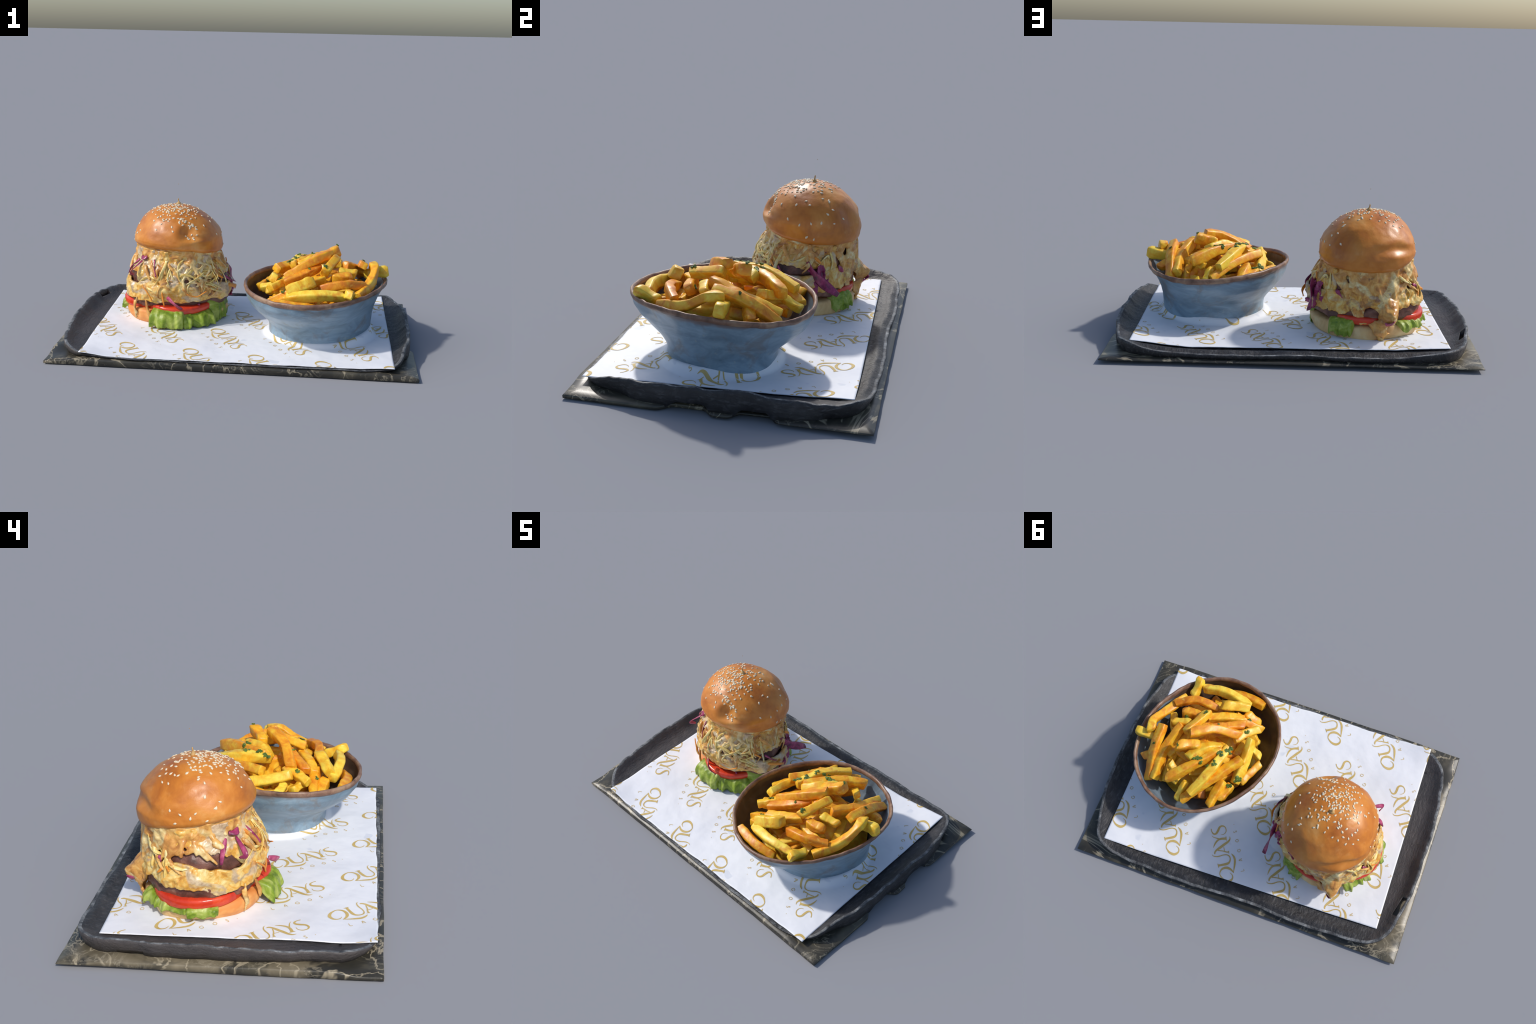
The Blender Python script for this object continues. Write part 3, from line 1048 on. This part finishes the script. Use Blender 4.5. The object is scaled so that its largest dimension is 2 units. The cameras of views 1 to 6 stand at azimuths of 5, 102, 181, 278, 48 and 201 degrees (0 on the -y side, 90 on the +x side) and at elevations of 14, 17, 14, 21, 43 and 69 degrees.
def lettuce_leaf(root, a0, a1, profile, frill, waves, seed):
    n, m = max(24, int((a1 - a0) * 1.6)), 20
    V, F = [], []
    for i in range(n + 1):
        u = i / n
        a = a0 + (a1 - a0) * u
        fade = sm(0, 0.12, u) * sm(1, 0.88, u)
        reach = (0.30 + 0.70 * fade ** 0.6) * (1 - 0.14 * abs(noise.noise((a * 0.12, seed, 0))) - 0.10 * abs(noise.noise((a * 0.4, seed, 3))))
        P = catmull(profile, 61)
        P = [P[int(60 * reach * j / m)] for j in range(m + 1)]
        for j in range(m + 1):
            v = j / m
            r, z = P[j]
            ph = waves * u * TAU + seed
            amp = frill * v ** 1.6 * (0.8 + 0.9 * noise.noise((u * 5, seed, 1)))
            r = profile[0][0] + (r - profile[0][0]) * (0.45 + 0.55 * fade)
            r += amp * math.sin(ph) + 0.5 * amp * math.sin(2.3 * ph + 1) + 0.008 * fbm(a * 0.05, v, 0, 3, seed)
            z += 0.6 * amp * math.cos(1.3 * ph + 0.6) + 0.006 * fbm(a * 0.06, v, 5, 3, seed)
            z = max(z, 0.064)
            V.append(at(a + 2 * amp / 0.01 * math.cos(ph) * 0.3, r, z))
    for i in range(n):
        for j in range(m):
            F.append((i * (m + 1) + j, (i + 1) * (m + 1) + j, (i + 1) * (m + 1) + j + 1, i * (m + 1) + j + 1))
    ob = mesh_object("lettuce_leaf", V, F, M["leaf"])
    so = ob.modifiers.new("thickness", "SOLIDIFY")
    so.thickness = 0.004
    so.offset = 0
    apply_modifiers(ob)
    return keep_world(ob, root)


def tomato_slice(root, c, R, z, th, tilt, az):
    n, m = 64, 14
    V, F = [], []
    rot = Matrix.Rotation(rad(tilt), 3, Vector((math.cos(rad(az + 90)), math.sin(rad(az + 90)), 0)))
    for j in range(m + 1):
        b = -math.pi / 2 + math.pi * j / m
        for i in range(n):
            a = i / n * TAU
            r = R - th * 0.5 + th * 0.5 * abs(math.cos(b)) ** 0.6 + 0.004 * math.sin(3 * a + 1)
            p = rot @ Vector((r * math.cos(a), r * math.sin(a), th * 0.5 * math.copysign(abs(math.sin(b)) ** 0.7, math.sin(b))))
            V.append(p + Vector((c[0], c[1], z)))
    for j in range(m):
        for i in range(n):
            F.append((j * n + i, j * n + (i + 1) % n, (j + 1) * n + (i + 1) % n, (j + 1) * n + i))
    F.append(tuple(range(n))[::-1])
    F.append(tuple(m * n + i for i in range(n)))
    keep_world(mesh_object("tomato_slice", V, F, M["tomato"]), root)


# bun: radius by height, measured round the axis
BUN_Z = [.737, .734, .724, .706, .683, .651, .611, .566, .525, .492, .464, .446, .438, .436]
BUN_R = [.000, .051, .102, .145, .182, .214, .243, .262, .268, .268, .264, .250, .225, .180]
def bun_point(a, t):
    """t 0 top .. 1 underside"""
    u = t * (len(BUN_Z) - 1)
    P = catmull(list(zip(BUN_R, BUN_Z)), 97)
    q = P[min(96, int(round(t * 96)))]
    r, z = max(0.0, q[0]), q[1]
    z += bun_bottom(a) * sm(0.58, 0.44, z)
    east = math.cos(rad(a))
    z -= (0.006 + 0.013 * math.cos(rad(a - 35))) * sm(0.0, 0.2, r) * sm(0.48, 0.66, z)
    r *= 1 + 0.016 * math.cos(rad(a - 125)) * sm(0.7, 0.5, z)
    p = at(a, r, z)
    p.x += 0.004
    nrm = Vector((math.cos(rad(a)), math.sin(rad(a)), 0.5 * sm(0.5, 0.7, z))).normalized()
    # dimples, one on the sunny front and a crease at the back
    for (da, dz, wa, wz, dep) in ((-68, .605, 11, .036, .030), (-62, .578, 16, .014, .008), (122, .570, 16, .026, .019), (140, .556, 14, .022, .008), (100, .555, 14, .03, .012), (60, .58, 12, .06, .012), (20, .54, 20, .03, .006), (-20, .52, 12, .03, .006), (178, .55, 18, .03, .005)):
        d = ((a - da + 180) % 360 - 180) / wa
        e = (z - dz) / wz
        g = math.exp(-(d * d + e * e))
        ring = math.exp(-((math.hypot(d, e) - 1.5) / 0.5) ** 2)
        p -= nrm * (dep * g - 0.14 * dep * ring)
    p += nrm * (0.009 * fbm(p.x, p.y, p.z, 6, 12.0) + 0.004 * fbm(p.x, p.y, p.z, 18, 2.0)) * sm(0, .05, r)
    return p


def burger():
    root = empty("burger", (BURGER_C[0], BURGER_C[1], 0.06), "tall double cheeseburger with slaw, sauce and sesame bun", "burger")
    const = lambda v: (lambda a: v)
    wob = lambda v, amp, k, ph: (lambda a: v + amp * math.sin(rad(k * a) + ph) + amp * 0.6 * math.sin(rad(2.7 * round(k) * a) + ph * 2))
    band("bottom_bun", const(.060), wob(.148, .005, 3, 1), 0.000, M["crumb"], root, 0.016, 10, 0.004, 3.0)
    band("beef_patty", wob(.165, .006, 4, 2), wob(.262, .006, 3, 0), -0.004, M["patty"], root, 0.016, 18, 0.004, 5.0)
    band("beef_patty", wob(.275, .006, 3, 1), wob(.410, .006, 5, 3), -0.006, M["patty"], root, 0.016, 18, 0.004, 8.0)
    band("slaw_bed", wob(.385, .006, 3, 1), lambda a: .450 + bun_bottom(a), -0.010, M["slaw"], root, 0.018, 16, 0.0, 4.0)

    # melted cheese over the lower patty
    lo1 = periodic({180: .226, -150: .196, -120: .190, -90: .198, -60: .205, -20: .21, 20: .20, 50: .205, 90: .24, 130: .245, 155: .238})
    hi1 = periodic({180: .336, -160: .315, -140: .300, -110: .32, -60: .33, 0: .30, 40: .33, 90: .33, 140: .335})
    shell("melted_cheese", lambda a, z, p: min(z - lo1(a) - 0.040 * fbm(p.x, p.y, 0, 13, 3.0), hi1(a) + 0.03 * fbm(p.x, p.y, 1, 8, 5.0) - z),
          lambda a, z: 0.010 + 0.010 * math.exp(-((z - 0.265) / 0.04) ** 2), M["cheese"], root, lump=0.026, ls=17, seed=6.0)
    # second cheese slice over the upper patty, front and sunny side
    lo2 = periodic({-180: .40, -160: .385, -148: .36, -130: .315, -105: .285, -70: .29, -45: .33, -20: .35, 10: .33, 40: .30, 60: .36, 100: .40, 150: .40})
    shell("melted_cheese", lambda a, z, p: min(z - lo2(a) - 0.05 * fbm(p.x, p.y, 0, 14, 13.0), .435 + bun_bottom(a) - z, 1.0 if (a < -35 or a > 140 or a < 45) else -1),
          lambda a, z: 0.008, M["cheese"], root, lump=0.028, ls=17, seed=16.0)

    # sauce poured from under the bun, a long curtain at the back
    lo3 = periodic({-180: .408, -165: .425, -150: .44, -120: .448, -90: .445, -60: .43, -40: .40, -20: .37, 0: .385, 15: .35, 30: .385, 45: .37, 58: .30, 68: .20, 78: .165, 88: .15, 97: .115,
                    104: .062, 110: .085, 118: .12, 126: .20, 134: .27, 142: .36, 152: .37, 160: .375, 170: .37})
    holes = [(93, .205, 9, .040), (75, .285, 4, .035), (116, .135, 4, .025), (62, .40, 4, .025), (-24, .41, 6, .018)]

    def sauce_mask(a, z, p):
        v = min(z - lo3(a) - 0.055 * fbm(p.x, p.y, z * 0.25, 24, 23.0, 3), .452 + bun_bottom(a) - z)
        for ha, hz, wa, wz in holes:
            d = math.hypot(((a - ha + 180) % 360 - 180) / wa, (z - hz) / wz) - 1 - 0.6 * fbm(p.x, p.y, p.z, 24, 4.0)
            v = min(v, d * 0.03)
        return v

    def sauce_dr(a, z):
        d = (a - 112 + 180) % 360 - 180
        b = 0.062 * math.exp(-(d / 8.5) ** 2 - ((z - 0.215) / 0.055) ** 2) + 0.016 * math.exp(-((d + 4) / 10) ** 2) * sm(0.34, 0.2, z)
        d2 = (a - 122 + 180) % 360 - 180
        return 0.010 + b + 0.020 * math.exp(-(d2 / 7) ** 2 - ((z - 0.25) / 0.05) ** 2)
    poured = [shell("sauce", sauce_mask, sauce_dr, M["sauce"], root, z0=0.060, z1=0.53, m=140, lump=0.034, ls=19, seed=26.0, thick=0.013)]

    rnd = random.Random(77)
    for i in range(44):
        a = rnd.choice((rnd.uniform(140, 205), rnd.uniform(-40, 60), rnd.uniform(56, 134), rnd.uniform(-125, -60)))
        top = rnd.uniform(.40, .46)
        low = top - rnd.uniform(.025, .085) * (1.8 if 56 < a < 134 else 1)
        lean = rnd.uniform(-14, 14)
        poured.append(strip("sauce_drip", [(a, .010, top), (a + lean * .3, .014, (top * 2 + low) / 3), (a + lean, .012, low)], rnd.uniform(.016, .034), M["sauce"], root, 0.020, 0.3))
    for i in range(4):   # runs down over the lower layers on the sunny front
        a = rnd.uniform(-158, -98)
        lean = rnd.uniform(-8, 8)
        poured.append(strip("sauce_drip", [(a, .014, rnd.uniform(.19, .23)), (a + lean * .5, .016, .15), (a + lean, .012, rnd.uniform(.075, .12))], rnd.uniform(.014, .032), M["sauce"], root, 0.014, 0.3))
    poured += slaw_strands(root, 30, 91, M["sauce"], .014, .026, .010)
    fuse(poured, "sauce", root, 0.0052, 3)

    tomato_slice(root, (-.530, .140), 0.208, .172, .052, 3, 180)
    tomato_slice(root, (-.375, .045), 0.205, .178, .046, 6, -85)
    tomato_slice(root, (-.395, .225), 0.185, .180, .044, 3, 80)

    lettuce_leaf(root, -112, -72, [(.24, .165), (.31, .165), (.352, .140), (.366, .100), (.362, .066)], 0.010, 2.6, 1.0)
    lettuce_leaf(root, -80, -38, [(.24, .155), (.30, .150), (.336, .125), (.350, .090), (.350, .064)], 0.012, 2.9, 3.4)
    lettuce_leaf(root, -46, 0, [(.25, .215), (.290, .20), (.305, .155), (.308, .10), (.305, .066)], 0.010, 3.0, 2.0)
    lettuce_leaf(root, 34, 74, [(.20, .18), (.255, .17), (.272, .13), (.276, .085)], 0.010, 3.0, 3.0)
    lettuce_leaf(root, 126, 160, [(.22, .165), (.27, .165), (.298, .145), (.304, .110)], 0.010, 2.3, 4.0)
    lettuce_leaf(root, 150, 184, [(.22, .160), (.28, .160), (.308, .142), (.312, .105)], 0.011, 1.8, 5.3)
    lettuce_leaf(root, 176, 206, [(.25, .15), (.31, .150), (.334, .134), (.336, .105)], 0.008, 1.7, 6.0)

    # shreds of red cabbage and carrot
    for pts, w in (([(6, .010, .37), (12, .020, .32), (22, .335, .27), (33, .382, .220)], .044), ([(-132, .022, .430), (-134, .345, .374), (-136, .030, .35)], .018),
                   ([(-142, .012, .43), (-149, .022, .385), (-152, .026, .338)], .018), ([(-126, .016, .455), (-131, .022, .446), (-138, .014, .448)], .022),
                   ([(-114, .014, .445), (-110, .020, .40), (-106, .022, .358)], .012), ([(-92, .030, .245), (-84, .352, .215), (-77, .345, .182)], .024),
                   ([(152, .016, .36), (156, .020, .34)], .016), ([(106, .040, .17), (112, .335, .185), (118, .040, .20)], .024), ([(-22, .016, .34), (-14, .022, .30), (-8, .016, .27)], .014),
                   ([(46, .016, .33), (55, .020, .29)], .020)):
        strip("red_cabbage_shred", pts, w * 1.35, M["purple"], root, 0.006, 0.9)
    # a torn sheet of red cabbage hanging on the shaded side
    shell("red_cabbage_leaf", lambda a, z, p: 0.30 * fbm(p.x, p.y, p.z, 13, 33.0) - 0.035 - 0.10 * sm(0.6, 1.0, math.hypot((a - 14) / 30, (z - .29) / .125)) + 0.05 * sm(1.0, 0.3, math.hypot((a - 18) / 22, (z - .27) / .10)),
          lambda a, z: 0.016 + 0.008 * math.sin(a * 0.5), M["purple"], root, z0=.14, z1=.45, thick=0.006, lump=0.030, ls=18, seed=36.0, n=420, m=110)
    for pts, w in (([(-98, .022, .27), (-97, .026, .225), (-96, .022, .185)], .013), ([(-20, .345, .285), (-8, .358, .258), (-2, .35, .235)], .026), ([(162, .30, .33), (166, .315, .315)], .016),
                   ([(158, .30, .315), (154, .305, .295)], .014), ([(-72, .34, .27), (-62, .335, .25), (-52, .345, .28)], .008), ([(-120, .33, .30), (-112, .335, .26), (-108, .33, .22)], .009),
                   ([(14, .29, .40), (20, .30, .37)], .018), ([(-34, .31, .36), (-26, .325, .33)], .014)):
        strip("carrot_shred", pts, w, M["carrot"], root, 0.007, 0.4)
    slaw_strands(root, 42, 21, M["cabbage"], .010, .021, .006)

    # top bun
    n, m = 128, 96
    V = [bun_point(0, 0)]
    F = []
    for j in range(1, m + 1):
        for i in range(n):
            V.append(bun_point(i / n * 360, j / m))
    for i in range(n):
        F.append((0, 1 + i, 1 + (i + 1) % n))
    for j in range(m - 1):
        for i in range(n):
            F.append((1 + j * n + i, 1 + (j + 1) * n + i, 1 + (j + 1) * n + (i + 1) % n, 1 + j * n + (i + 1) % n))
    F.append(tuple(1 + (m - 1) * n + i for i in range(n)))
    bun = keep_world(mesh_object("top_bun", V, F, M["crust"]), root)
    tree = BVHTree.FromPolygons([Vector(v) for v in V], F)

    # sesame seeds: teardrops sharing one mesh
    SV, SF = [], []
    k, r = 10, 7
    for j in range(r + 1):
        t = j / r
        w = 0.0044 * math.sin(math.pi * t ** 0.75) if 0 < j < r else 0.0002
        for i in range(k):
            b = i / k * TAU
            SV.append((-0.0075 + 0.015 * t, w * math.cos(b), 0.55 * w * math.sin(b)))
    for j in range(r):
        for i in range(k):
            SF.append((j * k + i, j * k + (i + 1) % k, (j + 1) * k + (i + 1) % k, (j + 1) * k + i))
    first = mesh_object("sesame_seed", SV, SF, M["seed"])
    rnd = random.Random(3)
    spots = []
    tries = 0
    while len(spots) < 205 and tries < 20000:
        tries += 1
        if len(spots) < 95:
            x, y = rnd.gauss(-.405, .062), rnd.gauss(.085, .055)     # thick patch towards the front
        elif len(spots) < 115:
            x, y = rnd.gauss(-.325, .030), rnd.gauss(-.035, .018)    # gathered in the dimple
        else:
            x, y = rnd.gauss(-.41, .105), rnd.gauss(.15, .09)
        if y > .30 and rnd.random() < .8:
            continue
        hit, nrm, _, _ = tree.ray_cast(Vector((x, y, 1)), Vector((0, 0, -1)))
        if hit is None or hit.z < .47 or any((hit - q).length < .0085 for q, _ in spots):
            continue
        spots.append((hit, nrm))
    for a, z in ((-5, .56), (8, .57), (20, .575), (4, .50), (12, .49), (35, .57), (-20, .58), (175, .56), (165, .575), (190, .565), (200, .53), (185, .545), (-150, .58), (170, .52), (215, .60), (50, .585)):
        o = at(a, .6, z)
        hit, nrm, _, _ = tree.ray_cast(o, Vector((BURGER_C[0] - o.x, BURGER_C[1] - o.y, 0)).normalized())
        if hit:
            spots.append((hit, nrm))
    for i, (p, nrm) in enumerate(spots):
        ob = first if i == 0 else first.copy()
        if i:
            bpy.context.scene.collection.objects.link(ob)
        q = nrm.to_track_quat("Z", "Y").to_matrix().to_4x4()
        s = rnd.uniform(.98, 1.3)
        ob.matrix_world = Matrix.Translation(p + nrm * 0.0012) @ q @ Matrix.Rotation(rnd.uniform(0, TAU), 4, "Z") @ Matrix.Diagonal((s, s * rnd.uniform(.9, 1.1), s, 1))
        ob.parent = bun
        ob.matrix_parent_inverse = (Matrix.Translation(Vector(root.location)) @ bun.matrix_parent_inverse).inverted() if False else Matrix.Identity(4)

    # toothpick stump, bent and splintered
    P = catmull([(-.415, .166, .715), (-.411, .164, .738), (-.409, .163, .750), (-.412, .165, .760), (-.4125, .1655, .771)], 14)
    V, F = [], []
    k = 10
    for i, p in enumerate(P):
        f = i / 13
        w = 0.009 * sm(.62, .25, f) + 0.0036 - 0.0012 * sm(.85, 1, f)
        for j in range(k):
            b = j / k * TAU
            V.append((p[0] + w * math.cos(b) * (1.25 if f < .5 else 1), p[1] + w * math.sin(b), p[2]))
    for i in range(13):
        for j in range(k):
            F.append((i * k + j, i * k + (j + 1) % k, (i + 1) * k + (j + 1) % k, (i + 1) * k + j))
    F.append(tuple(13 * k + j for j in range(k)))
    # floating speck of the scan above the stump, taken for the pick's tip
    b = len(V)
    for z, w in ((.8545, .0004), (.856, .0014), (.858, .0014), (.8595, .0004)):
        V += [(-.412 + w * math.cos(j / k * TAU), .173 + w * math.sin(j / k * TAU), z) for j in range(k)]
    for i in range(3):
        for j in range(k):
            F.append((b + i * k + j, b + i * k + (j + 1) % k, b + (i + 1) * k + (j + 1) % k, b + (i + 1) * k + j))
    F.append(tuple(b + 3 * k + j for j in range(k)))
    F.append(tuple(b + j for j in range(k))[::-1])
    keep_world(mesh_object("toothpick", V, F, M["pick"]), root)
    return root


slab()
tray()
lettering(paper())
bowl()
fries()
burger()
bpy.context.view_layer.update()
